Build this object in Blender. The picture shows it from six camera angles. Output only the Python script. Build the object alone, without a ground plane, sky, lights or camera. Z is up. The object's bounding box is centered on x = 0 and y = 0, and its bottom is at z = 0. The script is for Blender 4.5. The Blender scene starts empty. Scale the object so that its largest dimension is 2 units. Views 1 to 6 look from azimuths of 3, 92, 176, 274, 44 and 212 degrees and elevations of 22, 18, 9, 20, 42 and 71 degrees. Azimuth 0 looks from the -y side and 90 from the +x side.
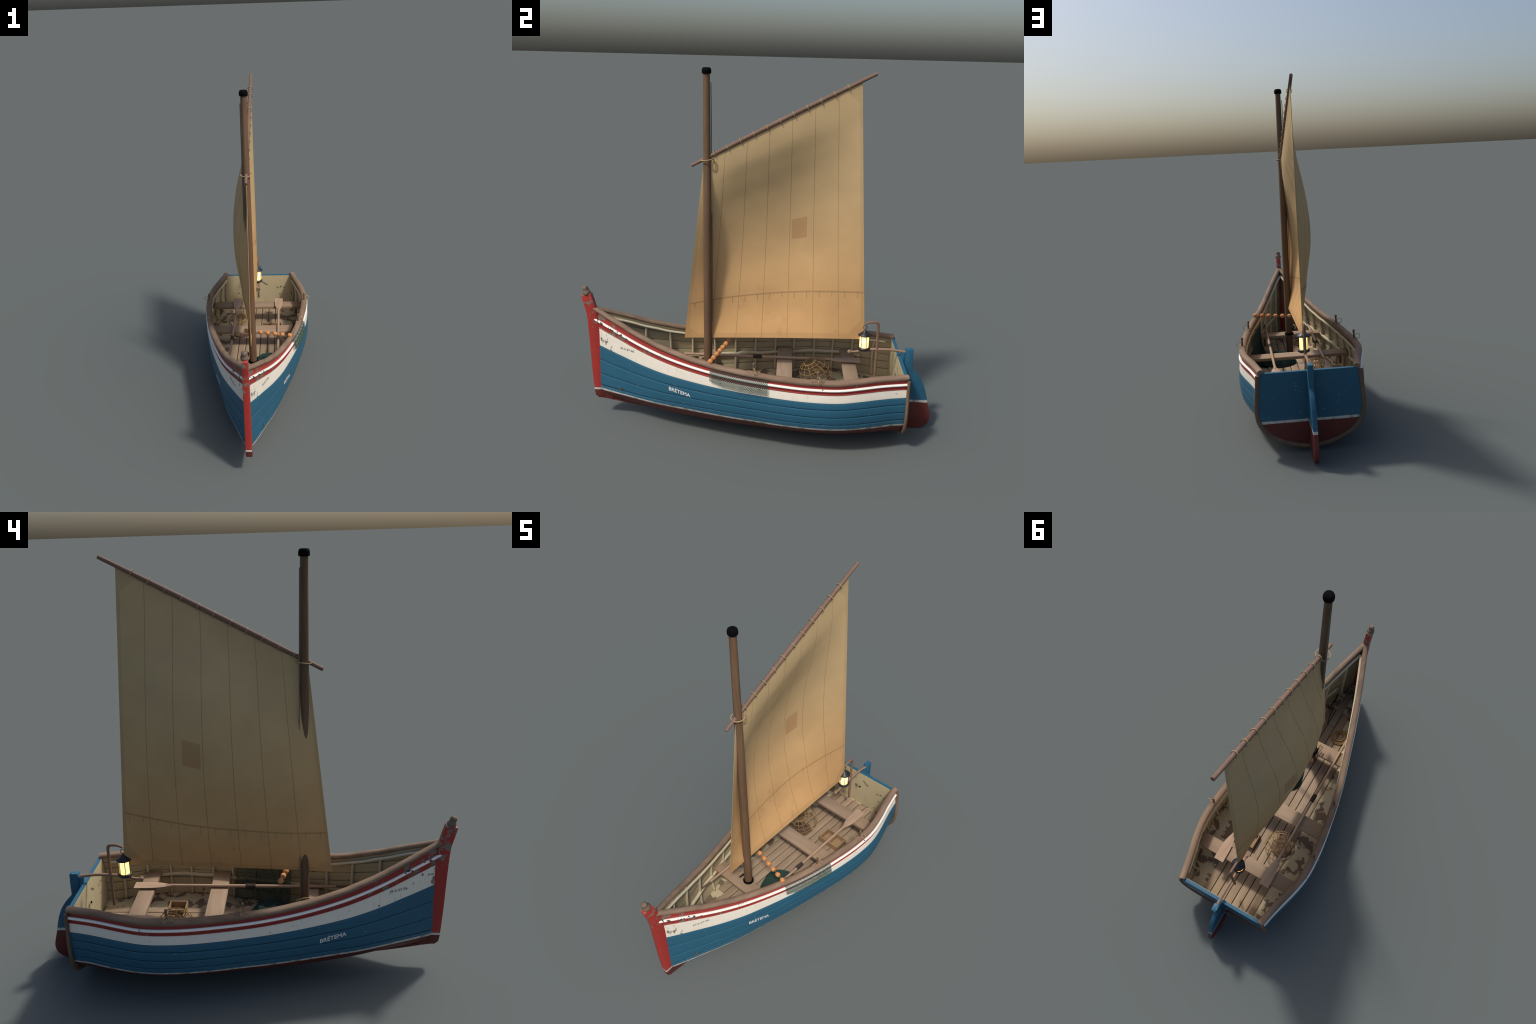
import bpy, bmesh, math, random
import numpy as np
from mathutils import Vector, Matrix, noise

random.seed(7)
RNG = np.random.default_rng(7)
pi = math.pi

# ------------------------------------------------------------------ helpers
def spl(kn, v, t):
    """Smooth (Hermite) curve through control values v at knots kn."""
    kn = np.asarray(kn, float); v = np.asarray(v, float); t = np.asarray(t, float)
    m = np.gradient(v, kn)
    i = np.clip(np.searchsorted(kn, t) - 1, 0, len(kn) - 2)
    h = kn[i + 1] - kn[i]
    u = (t - kn[i]) / h
    return ((2*u**3 - 3*u**2 + 1) * v[i] + (u**3 - 2*u**2 + u) * h * m[i]
            + (-2*u**3 + 3*u**2) * v[i + 1] + (u**3 - u**2) * h * m[i + 1])

def smooth(a, b, x):
    t = np.clip((np.asarray(x, float) - a) / (b - a), 0, 1)
    return t * t * (3 - 2 * t)

def empty(name, loc=(0, 0, 0), parent=None):
    o = bpy.data.objects.new(name, None)
    o.location = loc
    o.empty_display_size = 0.05
    bpy.context.scene.collection.objects.link(o)
    if parent: o.parent = parent
    return o

def mesh_data(name, verts, faces, mat, smooth_shade=True, mats=None, fmat=None, angle=None):
    me = bpy.data.meshes.new(name)
    me.from_pydata([tuple(map(float, v)) for v in verts], [], [tuple(int(i) for i in f) for f in faces])
    me.update()
    bm = bmesh.new(); bm.from_mesh(me)
    bmesh.ops.recalc_face_normals(bm, faces=bm.faces)
    bm.to_mesh(me); bm.free()
    for m in (mats or [mat]): me.materials.append(m)
    if fmat is not None:
        for p, k in zip(me.polygons, fmat): p.material_index = k
    me.polygons.foreach_set("use_smooth", [smooth_shade] * len(me.polygons))
    if angle: me.set_sharp_from_angle(angle=angle)
    return me

def put(name, me, parent=None, stuff=False, matrix=None):
    o = bpy.data.objects.new(name, me)
    bpy.context.scene.collection.objects.link(o)
    if parent: o.parent = parent
    if matrix is not None: o.matrix_local = matrix
    if stuff: o["kind"] = "stuff"
    return o

def make(name, vf, mat, parent=None, smooth_shade=True, angle=None, stuff=False, **k):
    return put(name, mesh_data(name, vf[0], vf[1], mat, smooth_shade, angle=angle, **k), parent, stuff)

def join(parts):
    V, F, n = [], [], 0
    for v, f in parts:
        V.extend([tuple(p) for p in v]); F.extend([tuple(i + n for i in q) for q in f]); n += len(v)
    return V, F

def grid(P, closed_u=False):
    """P: array (nu, nv, 3) -> verts, faces."""
    nu, nv = P.shape[:2]
    F = []
    for i in range(nu if closed_u else nu - 1):
        for j in range(nv - 1):
            a, b = i, (i + 1) % nu
            F.append((a*nv + j, b*nv + j, b*nv + j + 1, a*nv + j + 1))
    return P.reshape(-1, 3).tolist(), F

def slab(A, B):
    """closed shell between two equal grids A (outer) and B (inner)."""
    nu, nv = A.shape[:2]
    V = A.reshape(-1, 3).tolist() + B.reshape(-1, 3).tolist()
    n = nu * nv; F = []
    for i in range(nu - 1):
        for j in range(nv - 1):
            q = (i*nv + j, (i+1)*nv + j, (i+1)*nv + j + 1, i*nv + j + 1)
            F.append(q); F.append(tuple(n + k for k in reversed(q)))
    rim = ([(i, 0) for i in range(nu)] + [(nu-1, j) for j in range(1, nv)]
           + [(i, nv-1) for i in range(nu-2, -1, -1)] + [(0, j) for j in range(nv-2, 0, -1)])
    r = [a*nv + b for a, b in rim]
    for k in range(len(r)):
        a, b = r[k], r[(k+1) % len(r)]
        F.append((a, b, n + b, n + a))
    return V, F

def tube(path, rad, seg=8, closed=False, caps=True, up=None, flat=1.0, power=None):
    """sweep a round (or flattened: flat = height/width) section along path."""
    P = np.asarray(path, float); n = len(P)
    R = np.full(n, rad, float) if np.isscalar(rad) else np.asarray(rad, float)
    T = (np.roll(P, -1, 0) - np.roll(P, 1, 0)) if closed else np.gradient(P, axis=0)
    T /= np.linalg.norm(T, axis=1)[:, None] + 1e-12
    N = np.zeros_like(P)
    if up is not None:
        ref = np.tile(np.asarray(up, float), (n, 1))
        N = np.cross(ref, T); N /= np.linalg.norm(N, axis=1)[:, None] + 1e-12
    else:
        v = np.array([0, 0, 1.0]) if abs(T[0][2]) < .9 else np.array([1.0, 0, 0])
        for i in range(n):
            v = v - T[i] * (v @ T[i]); v /= np.linalg.norm(v) + 1e-12
            N[i] = v
    B = np.cross(T, N)
    a = np.arange(seg) * 2 * pi / seg
    ca, sa = np.cos(a), np.sin(a)
    if power:
        ca = np.sign(ca) * np.abs(ca) ** power; sa = np.sign(sa) * np.abs(sa) ** power
    V = (P[:, None] + R[:, None, None] * (N[:, None] * ca[None, :, None] + B[:, None] * flat * sa[None, :, None]))
    F = []
    for i in range(n if closed else n - 1):
        k = (i + 1) % n
        for j in range(seg):
            m = (j + 1) % seg
            F.append((i*seg + j, i*seg + m, k*seg + m, k*seg + j))
    if caps and not closed:
        F.append(tuple(range(seg))[::-1]); F.append(tuple((n-1)*seg + j for j in range(seg)))
    return V.reshape(-1, 3).tolist(), F

def ring(center, R, r, axis='z', seg=28, tseg=6, a0=0, a1=2*pi, ry=None):
    full = abs(a1 - a0 - 2*pi) < 1e-6
    a = np.linspace(a0, a1, seg, endpoint=not full)
    c, s = np.cos(a) * R, np.sin(a) * (ry or R)
    z = np.zeros_like(a)
    d = {'z': (c, s, z), 'y': (c, z, s), 'x': (z, c, s)}[axis]
    return tube(np.stack(d, 1) + np.asarray(center, float), r, tseg, closed=full)

def lathe(prof, center=(0, 0, 0), seg=24):
    """prof: (radius, z) list, bottom to top, capped."""
    a = np.arange(seg) * 2 * pi / seg
    V, F = [], []
    for r, z in prof:
        for t in a: V.append((center[0] + r*math.cos(t), center[1] + r*math.sin(t), center[2] + z))
    n = len(prof)
    for i in range(n - 1):
        for j in range(seg):
            m = (j + 1) % seg
            F.append((i*seg + j, i*seg + m, (i+1)*seg + m, (i+1)*seg + j))
    F.append(tuple(range(seg))[::-1]); F.append(tuple((n-1)*seg + j for j in range(seg)))
    return V, F

def box(x0, x1, y0, y1, z0, z1, bev=0.0015, seg=2):
    bm = bmesh.new()
    bmesh.ops.create_cube(bm, size=1)
    for v in bm.verts:
        v.co = Vector(((x0+x1)/2 + v.co.x*(x1-x0), (y0+y1)/2 + v.co.y*(y1-y0), (z0+z1)/2 + v.co.z*(z1-z0)))
    if bev: bmesh.ops.bevel(bm, geom=bm.edges[:], offset=bev, segments=seg, affect='EDGES', profile=.5)
    bm.verts.ensure_lookup_table()
    V = [tuple(v.co) for v in bm.verts]; F = [tuple(v.index for v in f.verts) for f in bm.faces]
    bm.free()
    return V, F

def prism(profile, half, bev=0.003, axis_x=0.0):
    """extrude a (y, z) outline across x from -half to half (half may be a function of z)."""
    bm = bmesh.new()
    hf = half if callable(half) else (lambda y, z: half)
    L = [bm.verts.new((axis_x - hf(y, z), y, z)) for y, z in profile]
    R = [bm.verts.new((axis_x + hf(y, z), y, z)) for y, z in profile]
    n = len(profile)
    bm.faces.new(L); bm.faces.new(R[::-1])
    for i in range(n):
        bm.faces.new((L[i], R[i], R[(i+1) % n], L[(i+1) % n]))
    bmesh.ops.recalc_face_normals(bm, faces=bm.faces)
    if bev: bmesh.ops.bevel(bm, geom=bm.edges[:], offset=bev, segments=2, affect='EDGES', profile=.5, clamp_overlap=True)
    bmesh.ops.triangulate(bm, faces=[f for f in bm.faces if len(f.verts) > 4])
    bm.verts.ensure_lookup_table(); bm.verts.index_update()
    V = [tuple(v.co) for v in bm.verts]; F = [tuple(v.index for v in f.verts) for f in bm.faces]
    bm.free()
    return V, F

def rope(path, r=0.004, turns_per_m=90, strands=3, closed=False, step=0.003):
    """twisted rope: strands wound round the path."""
    P = np.asarray(path, float)
    if closed: P = np.vstack([P, P[:1]])
    d = np.r_[0, np.cumsum(np.linalg.norm(np.diff(P, axis=0), axis=1))]
    n = max(8, int(d[-1] / step))
    s = np.linspace(0, d[-1], n, endpoint=not closed)
    Q = np.stack([np.interp(s, d, P[:, k]) for k in range(3)], 1)
    T = (np.roll(Q, -1, 0) - np.roll(Q, 1, 0)) if closed else np.gradient(Q, axis=0)
    T /= np.linalg.norm(T, axis=1)[:, None] + 1e-12
    v = np.array([0, 0, 1.0]) if abs(T[0][2]) < .9 else np.array([1.0, 0, 0]); N = np.zeros_like(Q)
    for i in range(n):
        v = v - T[i] * (v @ T[i]); v /= np.linalg.norm(v) + 1e-12; N[i] = v
    B = np.cross(T, N); parts = []
    tw = 2 * pi * (round(turns_per_m * d[-1]) / d[-1])
    for k in range(strands):
        a = s * tw + 2 * pi * k / strands
        C = Q + r * .5 * (N * np.cos(a)[:, None] + B * np.sin(a)[:, None])
        parts.append(tube(C, r * .56, 5, closed=closed))
    return join(parts)

# ------------------------------------------------------------------ materials
class Nodes:
    def __init__(self, name):
        self.m = bpy.data.materials.new(name); self.m.use_nodes = True
        self.t = self.m.node_tree; self.t.nodes.clear()
        self.out = self.t.nodes.new("ShaderNodeOutputMaterial")
        self.b = self.t.nodes.new("ShaderNodeBsdfPrincipled")
        self.t.links.new(self.b.outputs[0], self.out.inputs[0])
        self.co = self.t.nodes.new("ShaderNodeTexCoord").outputs["Object"]
        self._sep = None
    def link(self, a, b):
        if hasattr(a, "links"): self.t.links.new(a, b)
        else: b.default_value = a
    def map(self, scale=(1, 1, 1), loc=(0, 0, 0), rot=(0, 0, 0), src=None):
        n = self.t.nodes.new("ShaderNodeMapping")
        n.inputs["Scale"].default_value = scale; n.inputs["Location"].default_value = loc; n.inputs["Rotation"].default_value = rot
        self.t.links.new(src or self.co, n.inputs[0]); return n.outputs[0]
    def xyz(self, k):
        if not self._sep:
            self._sep = self.t.nodes.new("ShaderNodeSeparateXYZ"); self.t.links.new(self.co, self._sep.inputs[0])
        return self._sep.outputs[k]
    def noise(self, scale=5, detail=4, rough=.5, vec=None, dist=0):
        n = self.t.nodes.new("ShaderNodeTexNoise")
        n.inputs["Scale"].default_value = scale; n.inputs["Detail"].default_value = detail
        n.inputs["Roughness"].default_value = rough; n.inputs["Distortion"].default_value = dist
        self.t.links.new(vec or self.co, n.inputs["Vector"]); return n.outputs["Fac"]
    def voro(self, scale=5, vec=None, out="Distance"):
        n = self.t.nodes.new("ShaderNodeTexVoronoi"); n.inputs["Scale"].default_value = scale
        self.t.links.new(vec or self.co, n.inputs["Vector"]); return n.outputs[out]
    def wave(self, scale=5, dist=2, detail=2, dscale=1, vec=None, direction='X'):
        n = self.t.nodes.new("ShaderNodeTexWave"); n.bands_direction = direction
        n.inputs["Scale"].default_value = scale; n.inputs["Distortion"].default_value = dist
        n.inputs["Detail"].default_value = detail; n.inputs["Detail Scale"].default_value = dscale
        self.t.links.new(vec or self.co, n.inputs["Vector"]); return n.outputs["Fac"]
    def ramp(self, x, a, b, lo=0.0, hi=1.0, interp='LINEAR'):
        n = self.t.nodes.new("ShaderNodeMapRange"); n.clamp = True
        n.interpolation_type = 'SMOOTHSTEP' if interp == 'SMOOTH' else 'LINEAR'
        for i, v in zip((1, 2, 3, 4), (a, b, lo, hi)): n.inputs[i].default_value = v
        self.t.links.new(x, n.inputs[0]); return n.outputs[0]
    def math(self, op, a, b=0.0):
        n = self.t.nodes.new("ShaderNodeMath"); n.operation = op
        self.link(a, n.inputs[0]); self.link(b, n.inputs[1]); return n.outputs[0]
    def mix(self, f, a, b, mode='MIX'):
        n = self.t.nodes.new("ShaderNodeMix"); n.data_type = 'RGBA'; n.blend_type = mode
        self.link(f, n.inputs[0])
        for v, i in ((a, 6), (b, 7)):
            self.link(v if hasattr(v, "links") else (*v, 1.0) if len(v) == 3 else v, n.inputs[i])
        return n.outputs[2]
    def random(self):
        return self.t.nodes.new("ShaderNodeObjectInfo").outputs["Random"]
    def done(self, col, rough=.7, bump=None, bump_d=.001, spec=.3, metal=0):
        self.link(col if hasattr(col, "links") else (*col, 1.0), self.b.inputs["Base Color"])
        self.link(rough, self.b.inputs["Roughness"])
        self.b.inputs["Specular IOR Level"].default_value = spec; self.b.inputs["Metallic"].default_value = metal
        if bump is not None:
            n = self.t.nodes.new("ShaderNodeBump"); n.inputs["Distance"].default_value = bump_d; n.inputs["Strength"].default_value = .6
            self.t.links.new(bump, n.inputs["Height"]); self.t.links.new(n.outputs[0], self.b.inputs["Normal"])
        return self.m

def srgb(r, g, b):
    f = lambda c: (c/255/12.92) if c/255 <= .04045 else ((c/255 + .055)/1.055)**2.4
    return (f(r), f(g), f(b))

BLUE = (.022, .106, .172); RED = (.31, .034, .027); WHITE = (.80, .735, .62)
BOTTOM_RED = (.125, .026, .021); CREAM = (.46, .39, .245); BARE = (.205, .150, .110)
CHIP = (.17, .15, .115); PALE = (.40, .42, .36)

def plain(name, col, rough=.7, spec=.3, var=.12, scale=40, metal=0):
    n = Nodes(name)
    f = n.noise(scale, 3)
    c = n.mix(f, tuple(x*(1-var) for x in col), tuple(min(1, x*(1+var)) for x in col))
    return n.done(c, rough, f, .0006, spec, metal)

def wood(name, dark, light, axis='y', rough=.7, tint=True, grain=1.0, streak=.5):
    """timber with grain running along one axis."""
    n = Nodes(name)
    sc = {'x': (.06, 1, 1), 'y': (1, .06, 1), 'z': (1, 1, .06)}[axis]
    v = n.map(sc)
    f1 = n.noise(170 * grain, 3, .6, v)
    f2 = n.noise(28 * grain, 3, .5, n.map({'x': (.15, 1, 1), 'y': (1, .15, 1), 'z': (1, 1, .15)}[axis], loc=(3, 1, 2)))
    f = n.math('ADD', n.math('MULTIPLY', f1, 1 - streak), n.math('MULTIPLY', f2, streak))
    c = n.mix(n.ramp(f, .36, .64), dark, light)
    if tint:
        r = n.ramp(n.random(), 0, 1, .93, 1.07)
        c = n.mix(1.0, c, r, 'MULTIPLY')
    return n.done(c, rough, f1, .0008, .25)

M = {}
M['thwart'] = wood('thwart_wood', (.265, .183, .118), (.335, .238, .157), 'x')
M['board'] = wood('floorboard_wood', (.28, .200, .132), (.375, .278, .188), 'y')
M['gap_shadow'] = plain('painted_gap_shadow', (.030, .022, .016), .9)
M['oar'] = wood('oar_wood', (.32, .215, .145), (.42, .295, .200), 'y')
M['grip'] = wood('grip_wood', (.115, .066, .044), (.155, .092, .062), 'y')
M['crate'] = wood('crate_wood', (.27, .170, .088), (.37, .245, .135), 'x')
M['rail'] = wood('gunwale_wood', (.172, .113, .075), (.252, .172, .116), 'y', streak=.7)
M['trim'] = wood('trim_wood', (.130, .085, .055), (.20, .132, .088), 'z')
M['mast'] = wood('mast_wood', (.116, .067, .038), (.186, .111, .063), 'z', grain=.8)
M['yard'] = wood('yard_wood', (.155, .094, .066), (.215, .135, .098), 'y')
M['finial'] = wood('finial_wood', (.12, .083, .060), (.175, .124, .090), 'z')
M['post'] = wood('post_wood', (.155, .088, .055), (.225, .132, .086), 'z')
M['tiller'] = wood('tiller_wood', (.22, .135, .09), (.29, .185, .13), 'y')
M['leather'] = plain('dark_leather', (.055, .040, .031), .8)
M['rope'] = plain('straw_rope', (.36, .235, .105), .9, var=.25, scale=300)
M['rope_thin'] = plain('pale_cord', (.40, .29, .155), .9, var=.2, scale=300)
M['halyard'] = plain('halyard_cord', (.16, .135, .085), .9, var=.2, scale=300)
M['withy'] = plain('withy_cane', (.30, .185, .075), .8, var=.25, scale=200)
M['potbase'] = wood('pot_base_wood', (.10, .06, .042), (.14, .088, .062), 'x')
M['black'] = plain('black_iron', (.002, .002, .002), .9, .1)
M['lantern'] = plain('lantern_metal', (.013, .014, .016), .45, .5)
M['core'] = plain('dark_navy_seam', (.010, .022, .036), .9)
M['float'] = plain('cork_float', (.56, .245, .085), .75, var=.1, scale=120)
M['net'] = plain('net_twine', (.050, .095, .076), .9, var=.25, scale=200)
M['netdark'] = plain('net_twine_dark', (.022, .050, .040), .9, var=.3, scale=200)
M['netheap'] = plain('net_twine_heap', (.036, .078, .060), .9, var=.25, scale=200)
M['rust'] = plain('rusty_iron', (.16, .075, .03), .8, var=.3, scale=200)
M['anchor'] = plain('anchor_red_iron', (.085, .012, .010), .7, var=.3, scale=120)
M['lettering_white'] = plain('lettering_white', (.78, .77, .72), .7, var=.05)
M['lettering_dark'] = plain('lettering_dark', (.045, .055, .07), .7, var=.05)

def peel(n, base, under, thr, scale=26, vec=None, y_bias=0.0, y0=-.95, y1=-.35):
    """flaking mask, stronger towards the bow when y_bias > 0."""
    f = n.noise(scale, 6, .62, vec or n.co)
    if y_bias:
        f = n.math('ADD', f, n.ramp(n.xyz(1), y0, y1, y_bias, 0.0))
    mk = n.ramp(f, thr, thr + .012)
    return n.mix(mk, base, under), mk

def speckle(n, col, pale, scale=300, thr=.22, zlo=.183, zhi=.232, keep=.8):
    """salt spray dots just above the waterline."""
    d = n.voro(scale, vec=n.map((1, 1, 1.0)))
    dots = n.ramp(d, thr, thr + .08, 1, 0)
    gate = n.ramp(n.noise(140, 3), .50, .58)
    near = n.ramp(n.xyz(2), zlo, zhi, 1, 0)
    return n.mix(n.math('MULTIPLY', n.math('MULTIPLY', dots, gate), n.math('MULTIPLY', near, keep)), col, pale)

def hull_paint(name, top, peel_bow=0.0, thr=.70, under=CHIP, spots=True, streaks=False, pscale=24, bow_end=-.35):
    """boat paint above the waterline, white boot line, oxide red below it."""
    n = Nodes(name)
    f = n.noise(14, 4)
    c = n.mix(f, tuple(x*.93 for x in top), tuple(min(1, x*1.05) for x in top))
    if streaks:
        v = n.map((1, 1, .07))
        s = n.ramp(n.noise(75, 2, .5, v), .62, .78, 0, .28)
        c = n.mix(s, c, (.33, .32, .30))
        g = n.ramp(n.noise(62, 5, .6), .69, .70)
        c = n.mix(g, c, CHIP)
    if peel_bow or thr < .72:
        c, _ = peel(n, c, under, thr, pscale, None, peel_bow, y1=bow_end)
    if spots:
        sp = n.ramp(n.noise(48, 5, .65, n.map((1, 1, 1.6), loc=(5, 2, 1))), .675, .69)
        c = n.mix(n.math('MULTIPLY', sp, .6), c, PALE)
        c = speckle(n, c, (.55, .60, .58))
    z = n.xyz(2)
    zz = n.math('ADD', z, n.ramp(n.noise(40, 3), 0, 1, -.0012, .0012))
    boot = n.mix(n.ramp(n.noise(30, 4), .48, .62), (.56, .54, .48), (.26, .245, .205))
    c = n.mix(n.ramp(zz, .1818, .1825, 1, 0), c, boot)
    fr = n.noise(22, 5, .6)
    red = n.mix(fr, tuple(x*.85 for x in BOTTOM_RED), tuple(x*1.15 for x in BOTTOM_RED))
    red = n.mix(n.ramp(n.noise(70, 4, .6), .70, .74, 0, .5), red, (.22, .16, .13))
    c = n.mix(n.ramp(zz, .1672, .1680, 1, 0), c, red)
    return n.done(c, .5, f, .0006, .35)

M['blue'] = hull_paint('blue_hull_paint', BLUE)
M['white'] = hull_paint('white_band_paint', WHITE, .165, .69, under=(.20, .185, .16), pscale=34, bow_end=-.76, spots=False, streaks=True)
M['red'] = hull_paint('red_sheer_paint', RED, .165, .66, spots=False)
M['redstripe'] = hull_paint('red_stripe_paint', RED, .165, .665, spots=False)
M['stem'] = hull_paint('red_stem_paint', (.46, .034, .028), 0, .80, spots=False)
M['whiterail'] = hull_paint('white_rail_paint', (.90, .86, .78), .155, .672, under=(.06, .055, .05), spots=False)

# stem: flakes sit on its upper part
def stem_paint():
    n = Nodes('red_stem_paint_flaking')
    f = n.noise(14, 4)
    c = n.mix(f, (.34, .032, .025), (.40, .040, .031))
    p = n.math('ADD', n.noise(30, 6, .62), n.math('MULTIPLY', n.ramp(n.xyz(2), .47, .58, -.14, .045), n.ramp(n.xyz(2), .74, .77, 1, .2)))
    c = n.mix(n.ramp(p, .575, .59), c, (.19, .165, .13))
    c = speckle(n, c, (.6, .45, .4))
    zz = n.math('ADD', n.xyz(2), n.ramp(n.noise(40, 3), 0, 1, -.0008, .0008))
    c = n.mix(n.ramp(zz, .1805, .1812, 1, 0), c, (.60, .58, .52))
    c = n.mix(n.ramp(zz, .1690, .1697, 1, 0), c, n.mix(n.noise(25, 4), tuple(x*.8 for x in BOTTOM_RED), tuple(x*1.2 for x in BOTTOM_RED)))
    return n.done(c, .5, f, .0006, .35)
M['stem'] = stem_paint()

def interior(name, amount, scale=22, CREAM=CREAM):
    """cream paint, patches of it worn off down to the brown wood."""
    n = Nodes(name)
    f = n.noise(12, 4)
    c = n.mix(f, tuple(x*.92 for x in CREAM), tuple(x*1.06 for x in CREAM))
    w = n.noise(60, 3, .6, n.map((1, .1, 1)))
    bare = n.mix(w, (.145, .104, .070), (.205, .152, .106))
    p = n.noise(scale, 6, .6, dist=.3)
    mk = n.ramp(p, amount, amount + .012)
    c = n.mix(mk, c, bare)
    halo = n.math('MULTIPLY', n.ramp(n.noise(90, 3), .66, .70), .5)
    c = n.mix(halo, c, (.28, .23, .15))
    return n.done(c, .75, n.math('MULTIPLY', mk, -1.0), .0008, .25)
M['cream'] = interior('cream_interior_paint', .665, 20)
M['creamdeck'] = interior('worn_cream_bilge_paint', .522, 16, (.50, .425, .28))
M['creamtransom'] = interior('cream_transom_paint', .645, 17, (.50, .425, .255))
M['creamwood'] = interior('cream_frame_paint', .72, 30, (.58, .51, .36))

def sailcloth(name, mul=1.0, shift=(1, 1, 1)):
    n = Nodes(name)
    z = n.xyz(2)
    g = n.ramp(z, .55, 1.55, 0, 1, 'SMOOTH')
    a = tuple(x*mul*s for x, s in zip((.585, .345, .150), shift))
    b = tuple(x*mul*s for x, s in zip((.560, .402, .212), shift))
    c = n.mix(g, a, b)
    blot = n.ramp(n.noise(5.5, 4, .55), .35, .75, .94, 1.06)
    c = n.mix(1.0, c, blot, 'MULTIPLY')
    low = n.ramp(z, .55, .95, 1, 0)
    st = n.ramp(n.noise(13, 4, .55, n.map((1, 1.0, .8), loc=(4, 7, 2))), .60, .74, 0, .36)
    c = n.mix(n.math('MULTIPLY', st, low), c, (.30, .185, .085))
    weave = n.noise(420, 2)
    m = n.done(c, .9, weave, .0005, .1)
    tr = n.t.nodes.new("ShaderNodeBsdfTranslucent"); n.t.links.new(c, tr.inputs[0])
    mx = n.t.nodes.new("ShaderNodeMixShader"); mx.inputs[0].default_value = .06
    n.t.links.new(n.b.outputs[0], mx.inputs[1]); n.t.links.new(tr.outputs[0], mx.inputs[2]); n.t.links.new(mx.outputs[0], n.out.inputs[0])
    return m
M['sail'] = sailcloth('tan_sailcloth')
M['sailhem'] = sailcloth('tan_sailcloth_hem', .90)
M['sailseam'] = sailcloth('sail_seam_thread', .66)
M['sailreef'] = sailcloth('sail_reef_band', .74)
M['sailpatch'] = sailcloth('sail_patch_cloth', .86, (1.0, .90, .88))

def glow():
    n = Nodes('lantern_glass_glow')
    n.done((.95, .80, .45), .4)
    # hotter in the middle of the glass, orange towards its edges
    lw = n.t.nodes.new("ShaderNodeLayerWeight"); lw.inputs[0].default_value = .35
    e = n.mix(n.ramp(lw.outputs["Facing"], .25, .8), (1.0, .76, .25), (1.0, .36, .06))
    n.t.links.new(e, n.b.inputs["Emission Color"])
    n.b.inputs["Emission Strength"].default_value = 1.7
    return n.m
M['glow'] = glow()

# ------------------------------------------------------------------ hull form
GY = [-.93, -.8, -.65, -.5, -.3, -.1, .1, .3, .45, .55, .65, .8]
GX = [.004, .056, .111, .159, .220, .274, .312, .336, .337, .318, .291, .257]
GZ = [.672, .620, .559, .511, .472, .453, .444, .440, .443, .449, .452, .451]
BY = [-.93, -.84, -.74, -.66, -.54, -.43, -.31, -.2, -.1, 0, .1, .2, .31, .4, .49, .57, .66, .72, .8]
BX = [.012, .051, .090, .122, .164, .194, .227, .256, .279, .299, .321, .338, .350, .352, .343, .326, .301, .282, .268]
def gun_x(y): return spl(GY, GX, y)
def gun_z(y): return spl(GY, GZ, y)
def boot_x(y): return spl(BY, BX, y)
def bulge(y): return spl([-.93, -.77, -.6, -.48, -.36, 0, .35, .55, .8], [0, .006, .013, .018, .018, .0185, .0190, .0185, .0175], y)
def keel_z(y): return spl([-.93, -.85, -.68, -.576, -.4, -.2, 0, .3, .6, .8], [.134, .109, .080, .065, .044, .032, .027, .024, .025, .030], y)
def fullness(y): return spl([-.93, -.8, -.55, -.3, 0, .8], [.85, .75, .52, .46, .43, .40], y)
WL = .175

def section(y, q):
    """hull surface (half-breadth, height): q 0..1 waterline to sheer, q -1..0 keel to waterline."""
    y = np.asarray(y, float); q = np.asarray(q, float)
    f = np.clip(q, 0, 1); h = np.clip(1 + q, 0, 1)
    xt = boot_x(y) + (gun_x(y) - boot_x(y)) * f + 4 * bulge(y) * f * (1 - f) * (1.2 - .4 * f)
    zt = WL + (gun_z(y) - WL) * f
    zk = keel_z(y)
    hh = h ** 2                         # finer steps near the keel
    xb = boot_x(y) * hh ** fullness(y)
    zb = zk + (WL - zk) * hh
    return np.where(q >= 0, xt, xb), np.where(q >= 0, zt, zb)

def hull(y, q, off=0.0, side=1):
    """point on the hull moved outwards by off along the section normal."""
    y, q = np.broadcast_arrays(np.asarray(y, float), np.asarray(q, float))
    x, z = section(y, q)
    e = .004
    x1, z1 = section(y, np.minimum(q + e, 1.0)); x0, z0 = section(y, np.maximum(q - e, -1.0))
    tx, tz = x1 - x0, z1 - z0
    l = np.sqrt(tx**2 + tz**2) + 1e-9
    nx, nz = tz / l, -tx / l
    # turn the normal with the plan curve as well
    xa, _ = section(np.minimum(y + .01, .82), q); xb_, _ = section(np.maximum(y - .01, -.93), q)
    s = (xa - xb_) / .02
    c = 1 / np.sqrt(1 + s * s)
    X = np.maximum(x + off * nx * c, .0015)
    return np.stack([side * X, y - off * nx * s * c, z + off * nz], -1)

def frac_at_z(y, z):
    return (z - WL) / (gun_z(y) - WL)

# heights of the strake edges, as a share of waterline-to-sheer, at the bow and amidships
def edge(y, bow, mid):
    return bow + (mid - bow) * smooth(-.93, .0, y)
Y0, Y1 = -.926, .800

boat = empty('fishing_sailboat')
boat["label"] = "small blue and white wooden fishing boat with a tan lug sail"
boat["category"] = "sailboat"
hull_e = empty('hull', parent=boat)

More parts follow.
